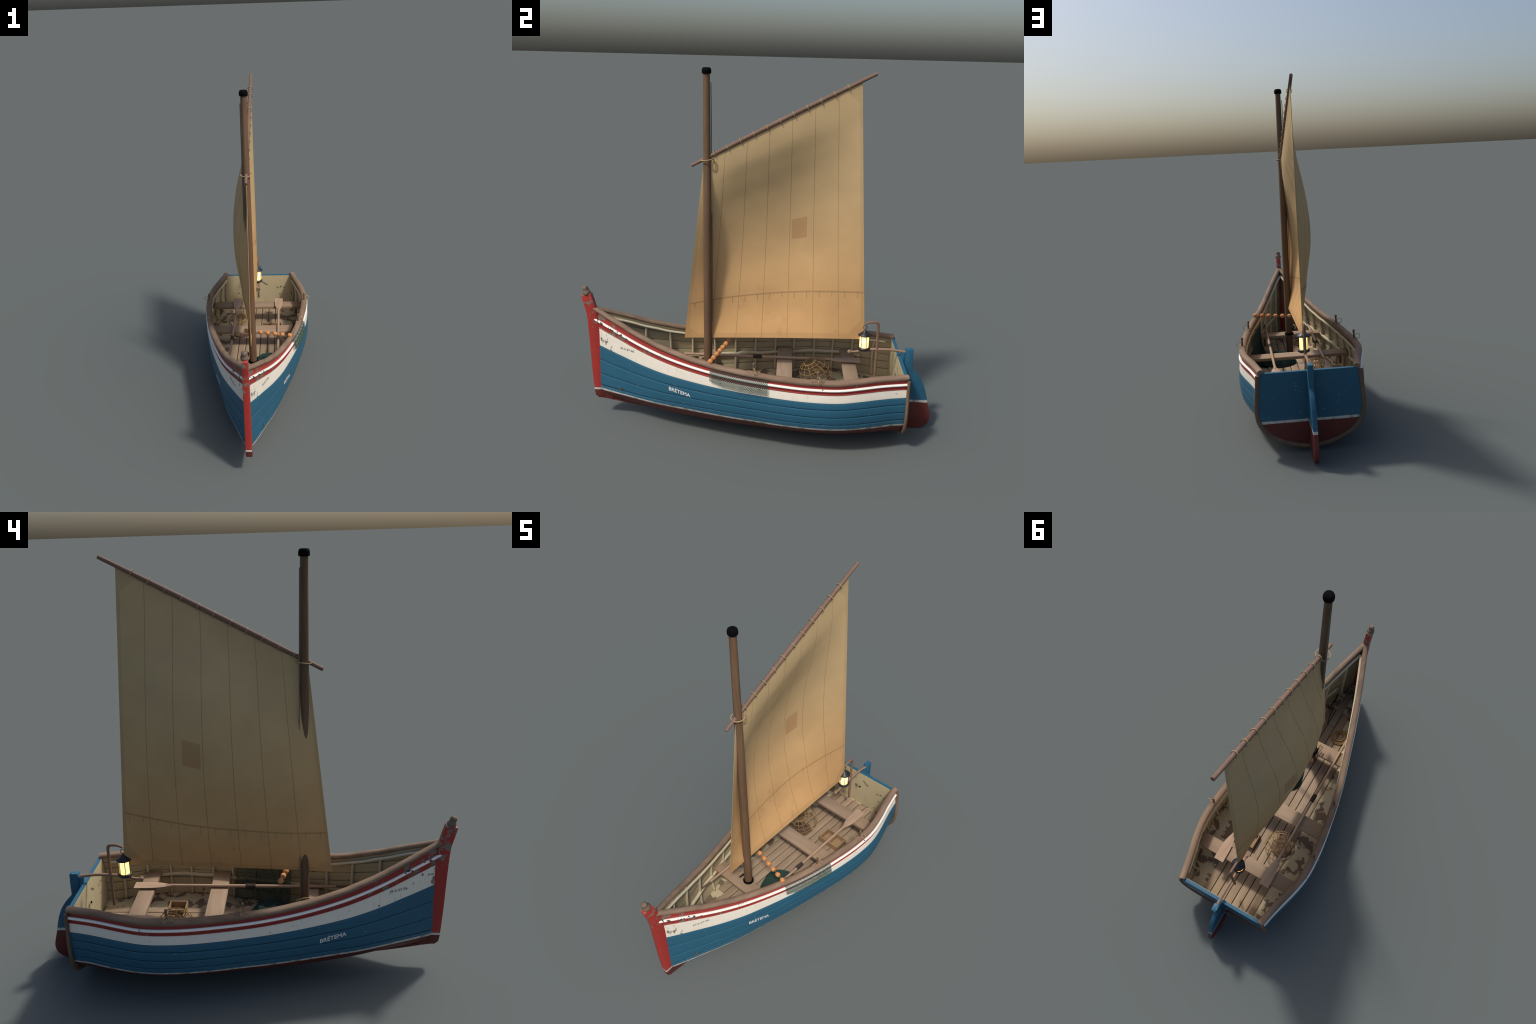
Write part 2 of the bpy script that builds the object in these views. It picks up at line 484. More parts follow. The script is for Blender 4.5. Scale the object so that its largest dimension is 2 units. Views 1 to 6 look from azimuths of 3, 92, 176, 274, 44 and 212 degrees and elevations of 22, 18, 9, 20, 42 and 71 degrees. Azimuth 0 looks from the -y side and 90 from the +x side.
def strake(e0, e1, mat, thick=.004, out=0.0, name='strake', ny=150, nq=8, gap=.0016, bev=.0035, round_=.0014):
    for side in (1, -1):
        ys = np.linspace(Y0, Y1, ny)[:, None]
        a = e0(ys); b = e1(ys)
        t = np.linspace(0, 1, nq)[None, :]
        t = .5 - .5 * np.cos(pi * t)
        q = a + (b - a) * t
        # width of the strake in metres, to keep gap and rounding constant
        pa, pb = hull(ys, a), hull(ys, b)
        w = np.maximum(np.linalg.norm(pa - pb, axis=-1), .004)
        q = a + (b - a) * (gap / w + t * (1 - 2 * gap / w))
        d = np.minimum(t, 1 - t) * w
        drop = round_ * (1 - smooth(0, bev, d))
        yy = np.broadcast_to(ys, q.shape)
        A = hull(yy, q, out - drop, side); B = hull(yy, q, out - thick, side)
        make(name, slab(A, B), mat, hull_e, angle=math.radians(50))

const = lambda v: (lambda y: np.full_like(y, v))
e_red = lambda y: edge(y, .785, .776)
e_wb = lambda y: edge(y, .567, .610)
e1 = lambda y: edge(y, .385, .465)
e2 = lambda y: edge(y, .20, .295)
e3 = lambda y: edge(y, .055, .125)
strake(e_red, const(1.0), M['red'], name='sheer_strake')
strake(e_wb, e_red, M['white'], name='white_strake', gap=.0004, round_=.0005)
strake(e1, e_wb, M['blue'], name='blue_strake')
strake(e2, e1, M['blue'], name='blue_strake')
strake(e3, e2, M['blue'], name='blue_strake')
strake(const(-.16), e3, M['blue'], name='waterline_strake', nq=14)
strake(const(-.42), const(-.16), M['blue'], name='bottom_strake', nq=10)
strake(const(-.70), const(-.42), M['blue'], name='bottom_strake', nq=10)
strake(const(-1.0), const(-.70), M['blue'], name='garboard_strake', nq=12, gap=.0006)

# dark navy shell between outer strakes and inner planks: dark in every seam
for side in (1, -1):
    ys = np.linspace(Y0, Y1 - .004, 110)[:, None]
    q = np.r_[np.linspace(-1, 0, 16)[:-1], np.linspace(0, .985, 16)][None, :]
    yy, qq = np.broadcast_arrays(ys, q)
    make('hull_lining', slab(hull(yy, qq, -.0038, side), hull(yy, qq, -.0056, side)), M['core'], hull_e)

# inner planking, from the bilge floor to the sheer
FLOOR = .180
fr = [0.0, .18, .36, .54, .70, .85, .99]
for side in (1, -1):
    for k in range(len(fr) - 1):
        ys = np.linspace(-.905, .786, 120)[:, None]
        qf = frac_at_z(ys, FLOOR - .004)
        a = qf + (1 - qf) * fr[k]; b = qf + (1 - qf) * fr[k + 1]
        t = np.linspace(0, 1, 7)[None, :]
        w = np.maximum(np.linalg.norm(hull(ys, a) - hull(ys, b), axis=-1), .01)
        g = .0017
        q = a + (b - a) * (g / w + t * (1 - 2 * g / w))
        drop = .0012 * (1 - smooth(0, .005, np.minimum(t, 1 - t) * w))
        yy = np.broadcast_to(ys, q.shape)
        wav = .0008 * np.sin(yy * 23 + k * 2.1)
        make('inner_plank', slab(hull(yy, q, -.0058, side), hull(yy, q, -.0102 + drop + wav, side)), M['cream'], hull_e, angle=math.radians(50))

# bilge floor under the boards
ys = np.linspace(-.88, .788, 90)[:, None]
half = hull(ys, frac_at_z(ys, FLOOR), -.008)[..., 0]
t = np.linspace(-1, 1, 41)[None, :]
P = np.stack([half * t, np.broadcast_to(ys, (90, 41)), np.full((90, 41), FLOOR)], -1)
P[..., 2] += .0015 * np.sin(P[..., 1] * 31) * np.sin(P[..., 0] * 40)
Q = P.copy(); Q[..., 2] -= .006
make('bilge_floor', slab(P, Q), M['creamdeck'], hull_e)

# floorboards
ends = {0: -.815, 1: -.675, 2: -.565, 3: -.385}
for k in range(-3, 4):
    xs = (k * .05 - .0227, k * .05 + .0227)
    spans = [(ends[abs(k)], .768)]
    if k == 0: spans = [(-.815, -.552), (-.549, .768)]
    if k == 2: spans = [(-.565, .768)]
    for a, b in spans:
        dz = random.uniform(-.0006, .0006)
        make('floorboard', box(xs[0], xs[1], a, b, FLOOR + .001, .189 + dz, .0015), M['board'], hull_e, angle=math.radians(40))

for k in range(-3, 3):  # near-black strips laid under the floorboard gaps, drawing the shadow in them
    xg = k * .05 + .025
    make('gap_shadow_strip', box(xg - .006, xg + .006, max(ends[abs(k)], ends[abs(k + 1)]) + .004, .765, FLOOR + .0008, FLOOR + .0030, 0), M['gap_shadow'], hull_e, smooth_shade=False)

# frames (ribs), inwale and riser
for y in (-.80, -.67, -.54, -.41, -.285, -.158, -.035, .086, .202, .325, .444, .565, .691):
    for side in (1, -1):
        zt = gun_z(y) - .030
        zz = np.linspace(FLOOR - .004, zt, 14)
        q = frac_at_z(y, zz)
        pts = hull(np.full(14, y), q, -.0172, side)
        wob = random.uniform(-.004, .004)
        pts[:, 1] += wob * np.sin(np.linspace(0, 3, 14))
        make('rib', tube(pts, .0092, 8, up=(0, 1, 0), flat=.75, power=.75), M['creamwood'], hull_e)
for side in (1, -1):
    yy = np.linspace(-.885, .758, 90)
    zz = gun_z(yy) - .030 + .0012 * np.sin(yy * 47 + side)
    make('inwale', tube(hull(yy, frac_at_z(yy, zz), -.0225, side), .0085, 8, up=(0, 0, 1), flat=.85, power=.7), M['creamwood'], hull_e)
    yy = np.linspace(-.76, .618, 80)
    zz = spl([-.76, -.43, -.21, .02, .38, .62], [.330, .309, .301, .293, .299, .296], yy) + .0022 * np.sin(yy * 33 + 2 * side) + .001 * np.sin(yy * 90)
    make('riser', tube(hull(yy, frac_at_z(yy, zz), -.0205, side), .0100, 8, up=(0, 0, 1), flat=1.0, power=.7), M['creamwood'], hull_e)

# white rub rail and red moulding
for side in (1, -1):
    yy = np.linspace(-.928, .804, 160)
    make('rub_rail', tube(hull(yy, edge(yy, .875, .868), .0045, side), .0084, 14, up=(0, 0, 1), flat=.80), M['whiterail'], hull_e)
    make('red_moulding', tube(hull(yy[:-1], edge(yy[:-1], .793, .786), .000, side), .0034, 10, up=(0, 0, 1)), M['redstripe'], hull_e)
    # gunwale cap: flattened round, thinner at the bow
    yy = np.linspace(-.934, .800, 150)
    P = np.stack([side * np.maximum(gun_x(np.maximum(yy, -.93)) - .002, .004), yy, gun_z(np.maximum(yy, -.93))], 1)
    P[:, 2] += .0006 * np.sin(yy * 41 + side)
    R = spl([-.94, -.8, -.4, .2, .8], [.0155, .0160, .0185, .0205, .0195], yy)
    V, F = tube(P, R, 18, up=(0, 0, 1), flat=.78)
    make('gunwale', (V, F), M['rail'], hull_e, angle=math.radians(60))

# stem post with raked head, forefoot, keel
stem = [(-1.000, .750), (-.986, .695), (-.976, .655), (-.971, .60), (-.967, .49), (-.9630, .32), (-.959, .22), (-.956, .165), (-.951, .132), (-.931, .1145),
        (-.895, .124), (-.895, .30), (-.906, .55), (-.9175, .655), (-.926, .70), (-.944, .764)]
make('stem_post', prism(stem, lambda y, z: .0175 - .0015 * smooth(.3, .76, z), .003), M['stem'], hull_e, angle=math.radians(40))
make('forefoot', prism([(-.932, .117), (-.85, .105), (-.842, .142), (-.90, .19)], .0155, .002), M['stem'], hull_e, angle=math.radians(40))
ky = np.linspace(-.86, .800, 60)
kb = spl([-.93, -.85, -.683, -.576, -.4, -.2, 0, .3, .6, .8], [.117, .101, .070, .054, .030, .017, .010, .006, .006, .010], ky)
kp = [(a, b) for a, b in zip(ky, kb)] + [(a, float(keel_z(a)) + .006) for a in ky[::-1]]
make('keel', prism(kp, .0105, 0), M['blue'], hull_e, angle=math.radians(40))
prof = [(.0160, -.002), (.0210, .004), (.0225, .011), (.0215, .018), (.0185, .024), (.0160, .029), (.0155, .033), (.0168, .038), (.0160, .045), (.0120, .051), (.006, .0545)]
fin = make('stem_finial', lathe(prof, seg=12), M['finial'], hull_e)
fin.matrix_local = Matrix.Translation((0, -.9665, .7515)) @ Matrix.Rotation(math.radians(16), 4, 'X')

# transom
zs = np.r_[np.linspace(-1, 0, 14)[:-1], np.linspace(0, .985, 14)]
def transom_face(y, inset):
    x, z = section(np.full_like(zs, .80), zs)
    return np.maximum(x - inset, .002), np.minimum(z + inset * .3, .447), np.full_like(zs, y)
def transom(y0, y1, inset, mat, name, top=.447):
    V, F = [], []
    for y in (y0, y1):
        x, z, yy = transom_face(y, inset); z = np.minimum(z, top)
        n = len(x)
        V += [(-a, y, c) for a, c in zip(x, z)] + [(a, y, c) for a, c in zip(x, z)]
    for s in (0, 2*n):
        for i in range(n - 1): F.append((s+i, s+i+1, s+n+i+1, s+n+i))
    for a in (0, n):
        for i in range(n - 1): F.append((a+i, a+i+1, 2*n+a+i+1, 2*n+a+i))
    F.append((n-1, 2*n-1, 4*n-1, 3*n-1))
    make(name, (V, F), mat, hull_e, smooth_shade=False)
transom(.7850, .8035, .001, M['blue'], 'transom')
transom(.7833, .7848, .012, M['creamtransom'], 'transom_lining', .4435)
for side in (1, -1):
    px = [0, .069, .132, .186, .230, .2605, .2800, .2870, .2830, .277, .273]
    pz = [.0255, .036, .054, .080, .108, .145, .19, .25, .31, .375, .437]
    s = np.linspace(0, 1, 11); t = np.linspace(0, 1, 60)
    P = np.stack([side * spl(s, px, t), np.full(60, .8035), spl(s, pz, t)], 1)
    make('transom_trim', tube(P, .0125, 10, up=(0, 1, 0), flat=.72), M['trim'], hull_e, angle=math.radians(60))
make('sternpost', prism([(.803, .030), (.8145, .030), (.8145, .34), (.8235, .40), (.8235, .478), (.803, .478)], .0125, .0015), M['blue'], hull_e, angle=math.radians(40))
make('drain_plug', lathe([(.006, 0), (.006, .004), (.004, .006)], seg=12), M['black'], hull_e).matrix_local = Matrix.Translation((.002, .7835, .327)) @ Matrix.Rotation(pi/2, 4, 'X')

# ------------------------------------------------------------------ rudder and tiller
rud_e = empty('rudder', parent=boat)
rp = [(.8255, .497), (.868, .497), (.8705, .44), (.872, .376), (.884, .362), (.905, .341), (.924, .315), (.940, .288), (.957, .245), (.968, .205), (.977, .165),
      (.988, .125), (.9965, .095), (.9995, .072), (.996, .048), (.985, .027), (.966, .010), (.940, .0015), (.905, .000), (.873, .0005), (.850, .004), (.829, .010), (.8225, .05), (.8225, .30)]
make('rudder_blade', prism(rp, lambda y, z: .0125 + .003 * smooth(.36, .42, z), .003), M['blue'], rud_e, angle=math.radians(35))
ty = [.513, .545, .588, .625, .678, .743, .786, .835]; tz = [.465, .467, .4765, .483, .486, .486, .481, .474]
s = np.linspace(.513, .835, 40)
make('tiller', tube(np.stack([np.zeros(40), s, spl(ty, tz, s)], 1), spl([.513, .6, .84], [.0060, .0070, .0078], s), 12), M['tiller'], rud_e)
k = make('tiller_knob', lathe([(.003, -.0115), (.008, -.0085), (.0112, -.003), (.0112, .003), (.008, .0085), (.003, .0115)], seg=16), M['tiller'], rud_e)
k.location = (0, .511, .465)

# ------------------------------------------------------------------ thwarts with knees
thw_e = empty('thwarts', parent=boat)
for y0, y1, hl in ((.484, .567, None), (.102, .192, None), (-.365, -.280, .214)):
    w = hl or float(min(hull((y0), frac_at_z(y0, .31), -.016)[0], hull((y1), frac_at_z(y1, .31), -.016)[0]))
    make('thwart', box(-w, w, y0, y1, .3055, .325, .0025), M['thwart'], thw_e, angle=math.radians(40))
    for side in (1, -1):
        a = w - .042
        make('thwart_knee', box(side*a - .007, side*a + .007, (y0+y1)/2 - .016, (y0+y1)/2 + .016, .245, .3045, .003), M['post'], thw_e, angle=math.radians(40))

# ------------------------------------------------------------------ mast, yard and rigging
rig = empty('rig', parent=boat)
mz = np.linspace(.1895, 1.962, 40)
make('mast', tube(np.stack([np.zeros(40), np.full(40, -.2912), mz], 1), spl([.18, .4, 1.0, 1.6, 1.97], [.0225, .0228, .0220, .0195, .0168], mz), 24), M['mast'], rig, angle=math.radians(50))
make('mast_cap', lathe([(.0215, 1.957), (.0238, 1.960), (.0242, 1.974), (.0215, 1.983), (.0170, 1.9870), (.008, 1.9878)], (0, -.2912, 0), 16), M['black'], rig, angle=math.radians(50))
make('mast_collar', lathe([(.0275, .3262), (.0305, .328), (.0310, .333), (.0290, .338), (.0232, .3385)], (0, -.2912, 0), 28), M['black'], rig, angle=math.radians(50))

YA = np.array([0, -.372, 1.4945]); YB = np.array([0, .556, 1.9768])
t = np.linspace(0, 1, 50)
ypts = YA + (YB - YA) * t[:, None]; ypts[:, 2] += .004 * np.sin(pi * t)
make('yard', tube(ypts, spl([0, .25, .6, 1], [.0088, .0110, .0114, .0090], t), 14), M['yard'], rig, angle=math.radians(50))
ydir = (YB - YA) / np.linalg.norm(YB - YA)
rot = Vector((0, 0, 1)).rotation_difference(Vector(ydir)).to_matrix().to_4x4()
ringm = mesh_data('yard_lacing', *ring((0, 0, 0), .0155, .0018, 'z', 26, 6), M['rope_thin'])
for i in range(11):
    y = -.249 + i * .0670
    z = YA[2] + (y - YA[1]) / (YB[1] - YA[1]) * (YB[2] - YA[2]) + .0015
    tilt = Matrix.Rotation(random.uniform(-.1, .1), 4, 'Z') @ Matrix.Rotation(random.uniform(-.12, .12), 4, 'X')
    put('yard_lacing', ringm, rig, matrix=Matrix.Translation((0, y, z)) @ tilt @ rot)
# parrel: rope round mast and yard, with a hanging bight
a = np.linspace(0, 2*pi, 60, endpoint=False)
P = np.stack([.033 * np.cos(a), -.291 + .033 * np.sin(a), 1.528 + .004 * np.sin(a)], 1)
make('parrel', rope(P, .0029, 60, closed=True), M['rope_thin'], rig)
P = np.stack([.004 + .002 * np.cos(a), -.252 + .011 * np.cos(a), 1.497 + .026 * np.sin(a)], 1)
make('parrel_tail', rope(P, .0022, 90, 2, closed=True), M['rope_thin'], rig)
hz = np.linspace(.365, 1.915, 60)
make('halyard', tube(np.stack([-.0215 - .004 * np.sin((hz - .365) / 1.55 * pi), -.272 + .003*np.sin((hz - .365) / 1.55 * pi), hz], 1), .0022, 6), M['halyard'], rig)
# cleat with belayed turns on the mast
make('cleat', tube([(-.031, -.333, .369), (-.030, -.31, .365), (-.029, -.29, .364), (-.030, -.27, .365), (-.031, -.25, .369)], [.0026, .0036, .0045, .0036, .0026], 8), M['black'], rig)
b = np.linspace(0, 2*pi*3, 110)
P = np.stack([-.040 - .0065 * np.sin(b * 2) - .002, -.290 + (.036 + .004*np.sin(b*.7)) * np.cos(b), .372 + .012 * np.sin(b) + .006 * b / 19], 1)
make('halyard_turns', rope(P, .0028, 90, 2), M['rope_thin'], rig)

# ------------------------------------------------------------------ sail
sail_e = empty('sail', parent=boat)
TK = np.array([-.002, -.424, .512]); CL = np.array([0, .590, .546]); TH = np.array([0, -.308, 1.518]); PK = np.array([0, .487, 1.932])
KV = [0, .12, .25, .4, .55, .7, .82, .9, .95, 1]; SV = [0, .0534, .0814, .1095, .105, .0745, .032, .007, .001, 0]
KU = [0, .2, .4, .6, .8, 1]; SU = [0, .715, 1.0, 1.04, .66, 0]
def sail(u, v, off=0.0):
    u, v = np.broadcast_arrays(np.asarray(u, float), np.asarray(v, float))
    U, V_ = u[..., None], v[..., None]
    P = (TK*(1-U) + CL*U)*(1-V_) + (TH*(1-U) + PK*U)*V_
    P = P.copy()
    P[..., 0] -= spl(KV, SV, v) * spl(KU, SU, u)
    P[..., 2] += .004 * np.sin(u * pi) * (1 - v)
    P[..., 0] += off
    return P
def sheet(u0, u1, v0, v1, th, nu, nv):
    u = np.linspace(u0, u1, nu)[:, None]; v = np.linspace(v0, v1, nv)[None, :]
    return slab(sail(u, v, th), sail(u, v, -th))
make('sailcloth', sheet(0, 1, 0, 1, .0011, 70, 110), M['sail'], sail_e)
vv = np.linspace(0, .998, 120)
for k in range(1, 7):
    uu = np.full(120, k / 7)
    A = sail(uu[:, None] + np.array([[-.0013, .0013]]), vv[:, None], .0015); B = sail(uu[:, None] + np.array([[-.0013, .0013]]), vv[:, None], -.0015)
    make('sail_seam', slab(A, B), M['sailseam'], sail_e, angle=.7)
# hems along leech, luff and foot
make('leech_hem', sheet(.982, 1.0005, 0, 1, .0014, 3, 90), M['sailhem'], sail_e, angle=.7)
make('luff_hem', sheet(-.0005, .016, 0, 1, .0014, 3, 90), M['sailhem'], sail_e, angle=.7)
make('foot_hem', sheet(-.0005, 1.0005, -.0005, .022, .00125, 70, 4), M['sailhem'], sail_e, angle=.7)
# reef band: rises from the luff, level towards the leech
uu = np.linspace(0, 1, 90)[:, None]
rz = spl([0, .3, .55, .7, 1], [.205, .205, .203, .202, .201], uu) * 1.0
w = np.array([[-.0034, .0034]])
make('reef_band', slab(sail(uu, rz + w, .0016), sail(uu, rz + w, -.0016)), M['sailreef'], sail_e, angle=.7)
rp_parts = []
for i in range(14):
    u = (i + .5) / 14
    r0 = float(spl([0, .3, .55, .7, 1], [.205, .205, .203, .202, .201], u))
    for s_ in (1, -1):
        pts = sail(np.full(6, u), np.linspace(r0 + .004, r0 - random.uniform(.022, .032), 6), .0022 * s_)
        rp_parts.append(tube(pts, .0006, 4))
make('reef_points', join(rp_parts), M['sailreef'], sail_e, stuff=True)
# square repair patch and the four corner patches
make('repair_patch', sheet(.584, .674, .446, .540, .00145, 10, 10), M['sailpatch'], sail_e, angle=.7)
def corner(uc, vc, du, dv):
    n = 9
    A = np.zeros((n, n, 3)); B = np.zeros((n, n, 3))
    for i in range(n):
        for j in range(n):
            s_, t_ = i/(n-1), j/(n-1) * (1 - .96 * i/(n-1))
            u, v = uc + du * s_, vc + dv * t_
            A[i, j] = sail(u, v, .00135); B[i, j] = sail(u, v, -.00135)
    return slab(A, B)
for uc, vc, du, dv in ((0, 0, .10, .075), (1, 0, -.11, .10), (0, 1, .09, -.07), (1, 1, -.10, -.08)):
    make('corner_patch', corner(uc, vc, du, dv), M['sailhem'], sail_e, angle=.7)

# ------------------------------------------------------------------ thole pins
for side in (1, -1):
    for px, py, zb in ((.286, -.013, .448), (.336, .3225, .440)):
        make('thole_pin', lathe([(.0055, .005), (.0055, .045), (.0064, .052), (.0072, .060), (.0068, .066), (.004, .0685)], (side*px, py, zb), 12), M['trim'], hull_e, angle=math.radians(50))
        pad = make('thole_pad', box(-.0135, .0135, -.036, .036, 0, .0075, .003), M['rail'], hull_e, angle=math.radians(40))
        ang = -side * math.atan(float((gun_x(py + .02) - gun_x(py - .02)) / .04))
        pad.matrix_local = Matrix.Translation((side * (px + .002), py, zb + .0100)) @ Matrix.Rotation(ang, 4, 'Z')
        g = put('thole_grommet', mesh_data('thole_grommet', *rope(np.stack([.0150*np.cos(a), .002*np.sin(a*2), .0150*np.sin(a)], 1), .0023, 90, 2, closed=True), M['rope_thin']), hull_e)
        g.matrix_local = Matrix.Translation((side * (px + .0205), py + .004, zb + .030)) @ Matrix.Rotation(side*.25, 4, 'Z')

p = hull(np.array([-.779]), frac_at_z(-.779, .213), .004, 1)[0]
make('mooring_ring', ring(p, .0075, .0016, 'x', 18, 6), M['rust'], hull_e)
make('mooring_eye', tube([tuple(p + np.array((-.008, 0, .007))), tuple(p + np.array((.001, 0, .0072)))], .002, 8), M['rust'], hull_e)

# ------------------------------------------------------------------ lettering on the bows
def lettering(name, text, mat, size, y_start, y_end, z_start, z_end, side, bold):
    cu = bpy.data.curves.new(name, 'FONT'); cu.body = text; cu.size = 1.0; cu.fill_mode = 'FRONT'; cu.resolution_u = 3
    tmp = bpy.data.objects.new('tmp', cu); bpy.context.scene.collection.objects.link(tmp)
    bpy.context.view_layer.update()
    me = bpy.data.meshes.new_from_object(tmp.evaluated_get(bpy.context.evaluated_depsgraph_get()))
    bpy.data.objects.remove(tmp); bpy.data.curves.remove(cu)
    src = [v.co.copy() for v in me.vertices]; faces = [tuple(p.vertices) for p in me.polygons]
    x0, x1 = min(v.x for v in src), max(v.x for v in src)
    V, F = [], []
    # heavier strokes: the same letters set again a hair to each side, each a little prouder
    for k, (dx, dy) in enumerate(((0, 0), (bold, 0), (-bold, 0), (0, bold), (0, -bold))[:5 if bold > .0004 else 2]):
        n = len(V)
        for v in src:
            f = (v.x - x0) / (x1 - x0)
            y = y_start + (y_end - y_start) * f + dx
            z = z_start + (z_end - z_start) * f + v.y * size + dy
            V.append(hull(y, frac_at_z(y, z), .0011 + .00012 * k, side).tolist())
        F += [tuple(i + n for i in f) for f in faces]
    make(name, (V, F), mat, hull_e, smooth_shade=False)
lettering('name_lettering', "BR\u00c9TEMA", M['lettering_white'], .0305, -.482, -.360, .2835, .2640, 1, .0006)
lettering('name_lettering', "BR\u00c9TEMA", M['lettering_white'], .0305, -.360, -.482, .2640, .2835, -1, .0006)
lettering('number_lettering', "FI-3-27-26", M['lettering_dark'], .0172, -.772, -.690, .4630, .4600, 1, .0002)
lettering('number_lettering', "FI-3-27-26", M['lettering_dark'], .0172, -.690, -.772, .4600, .4630, -1, .0002)

# ------------------------------------------------------------------ lantern on its crooked post
lan_e = empty('lantern', (0, 0, 0))
lan_e["label"] = "black storm lantern glowing warm yellow on a bent post"
lan_e["category"] = "lantern"
make('lantern_post', tube([(0, .664, .314), (0, .664, .45), (0, .6625, .630), (0, .6605, .640), (0, .653, .6495), (0, .635, .6505), (0, .616, .6495), (0, .604, .6445), (0, .590, .637)],
                          [.0076, .0076, .0078, .0080, .0080, .0074, .0070, .0066, .0058], 8), M['post'], boat, angle=math.radians(30))
LC = (0, .590, 0)
make('hanging_ring', ring((0, .590, .6165), .0112, .0018, 'x', 28, 6), M['lantern'], lan_e)
make('lantern_roof', lathe([(.0310, .5705), (.0375, .5715), (.0378, .5740), (.0270, .5815), (.0150, .5905), (.0070, .5975), (.0035, .6020), (.0020, .6055)], LC, 24), M['lantern'], lan_e)
make('lantern_glass', lathe([(.0250, .4985), (.0268, .501), (.0262, .53), (.0256, .5712)], LC, 24), M['glow'], lan_e)
make('lantern_base', lathe([(.016, .4800), (.029, .4815), (.0340, .4855), (.0352, .4905), (.0335, .4960), (.0295, .4985), (.025, .4986)], LC, 24), M['lantern'], lan_e)
for i in range(6):
    t_ = i * pi / 3 + .35
    make('lantern_bar', tube([(.0282*math.cos(t_), .590 + .0282*math.sin(t_), .497), (.0268*math.cos(t_), .590 + .0268*math.sin(t_), .572)], .0018, 6), M['lantern'], lan_e)

lan_e.location = (0, .590, .480)
for o in lan_e.children: o.data.transform(Matrix.Translation((0, -.590, -.480)))

# ------------------------------------------------------------------ oars
for side in (1, -1):
    oar = empty('oar', (side*.154, 0, .3355))
    oar["label"] = "pale wooden rowing oar with dark leather collar"
    oar["category"] = "oar"
    yy = np.linspace(-.455, .43, 50)
    make('oar_shaft', tube(np.stack([0*yy, yy, 0*yy], 1), spl([-.455, 0, .43], [.0078, .0084, .0080], yy), 14), M['oar'], oar, angle=math.radians(50))
    gy = np.linspace(-.532, -.453, 14)
    make('oar_grip', tube(np.stack([0*gy, gy, 0*gy], 1), spl([-.532, -.49, -.45], [.0060, .0052, .0056], gy), 12), M['grip'], oar, angle=math.radians(50))
    by = np.linspace(.400, .594, 40)
    bw = spl([.40, .415, .44, .465, .50, .56, .594], [.0085, .0105, .0185, .0245, .0282, .0296, .0298], by)
    A = np.stack([np.linspace(-1, 1, 11)[None, :] * bw[:, None], np.broadcast_to(by[:, None], (40, 11)), np.zeros((40, 11))], -1)
    thk = (.0045 * (1 - .55 * smooth(.42, .594, by)))[:, None] * (1 - .55 * np.abs(np.linspace(-1, 1, 11))[None, :]**2) + .0006
    B = A.copy(); A[..., 2] += thk; B[..., 2] -= thk
    make('oar_blade', slab(A, B), M['oar'], oar, angle=math.radians(50))
    parts = [tube([(0, -.041, 0), (0, .011, 0)], .0102, 14)] + [ring((0, -.038 + i*.0046, 0), .0103, .0022, 'y', 18, 6) for i in range(11)]
    make('oar_collar', join(parts), M['leather'], oar, angle=math.radians(50))

# ------------------------------------------------------------------ crate
crate = empty('fish_crate', (.103, .370, .1895))
crate["label"] = "small open wooden fish crate with a divider"
crate["category"] = "crate"
W, L, H = .073, .044, .040
make('crate_bottom', box(-W+.001, W-.001, -L+.001, L-.001, 0, .005, .001), M['crate'], crate, angle=math.radians(40))
for sy in (1, -1):
    for z0 in (.001, .0210):
        make('crate_slat', box(-W, W, sy*L - .003, sy*L + .003, z0, z0 + .0185, .001), M['crate'], crate, angle=math.radians(40))
for sx in (1, -1):
    make('crate_end', box(sx*(W-.0035) - .003, sx*(W-.0035) + .003, -L + .0035, L - .0035, .001, H, .001), M['crate'], crate, angle=math.radians(40))
make('crate_divider', box(-.0025, .0025, -L + .0035, L - .0035, .0055, H - .012, .001), M['crate'], crate, angle=math.radians(40))

# ------------------------------------------------------------------ crab pot: a round cage of bent withies on a wooden base
pot = empty('crab_pot', (-.115, .332, .1895))
pot["label"] = "round wicker crab pot woven from bent withies"
pot["category"] = "crab pot"
PC = Vector((0, 0, .076)); PR = .092
axis = Vector((.06, -.45, .89)).normalized(); pu = axis.cross(Vector((1, 0, 0))).normalized(); pv = axis.cross(pu).normalized()
def cage(pol, az, r=PR):
    p = PC + r * (axis * math.cos(pol) + (pu * math.cos(az) + pv * math.sin(az)) * math.sin(pol))
    z = max(p.z, .004)
    k = 1.0 if p.z > .004 else .97
    return (p.x * k, p.y * k * 1.04, z)
lats = [math.radians(d) for d in (24, 42, 62, 82, 102, 122, 142)]
NP = 14
jit = {(i, j): (random.uniform(-.03, .03), random.uniform(-.03, .03)) for i in range(NP) for j in range(len(lats))}
knot = lambda i, j: cage(lats[j] + jit[(i % NP, j)][0], (i % NP) * 2*pi/NP + jit[(i % NP, j)][1])
make('pot_withies', join([tube([knot(i, j) for j in range(len(lats))], .0014, 5) for i in range(NP)]), M['withy'], pot, stuff=True)
make('pot_hoops', join([tube([knot(i, j) for i in range(NP)], .0014, 5, closed=True) for j in range(1, len(lats) - 1)]), M['withy'], pot, stuff=True)
aa = np.linspace(0, 2*pi, 36)[:-1]
make('pot_mouth', tube([cage(lats[0], a_, PR * .93) for a_ in aa], .0032, 8, closed=True), M['withy'], pot)
fun = []
for i in range(10):                      # funnel leading in from the mouth
    az = i * 2*pi/10
    fun.append(tube([cage(lats[0], az, PR*.93)] + [tuple(PC + axis*(PR*(.83 - .75*s)) + (pu*math.cos(az + s) + pv*math.sin(az + s))*(PR*(.36 - .13*s))) for s in (.3, .6, 1.0)], .0012, 5))
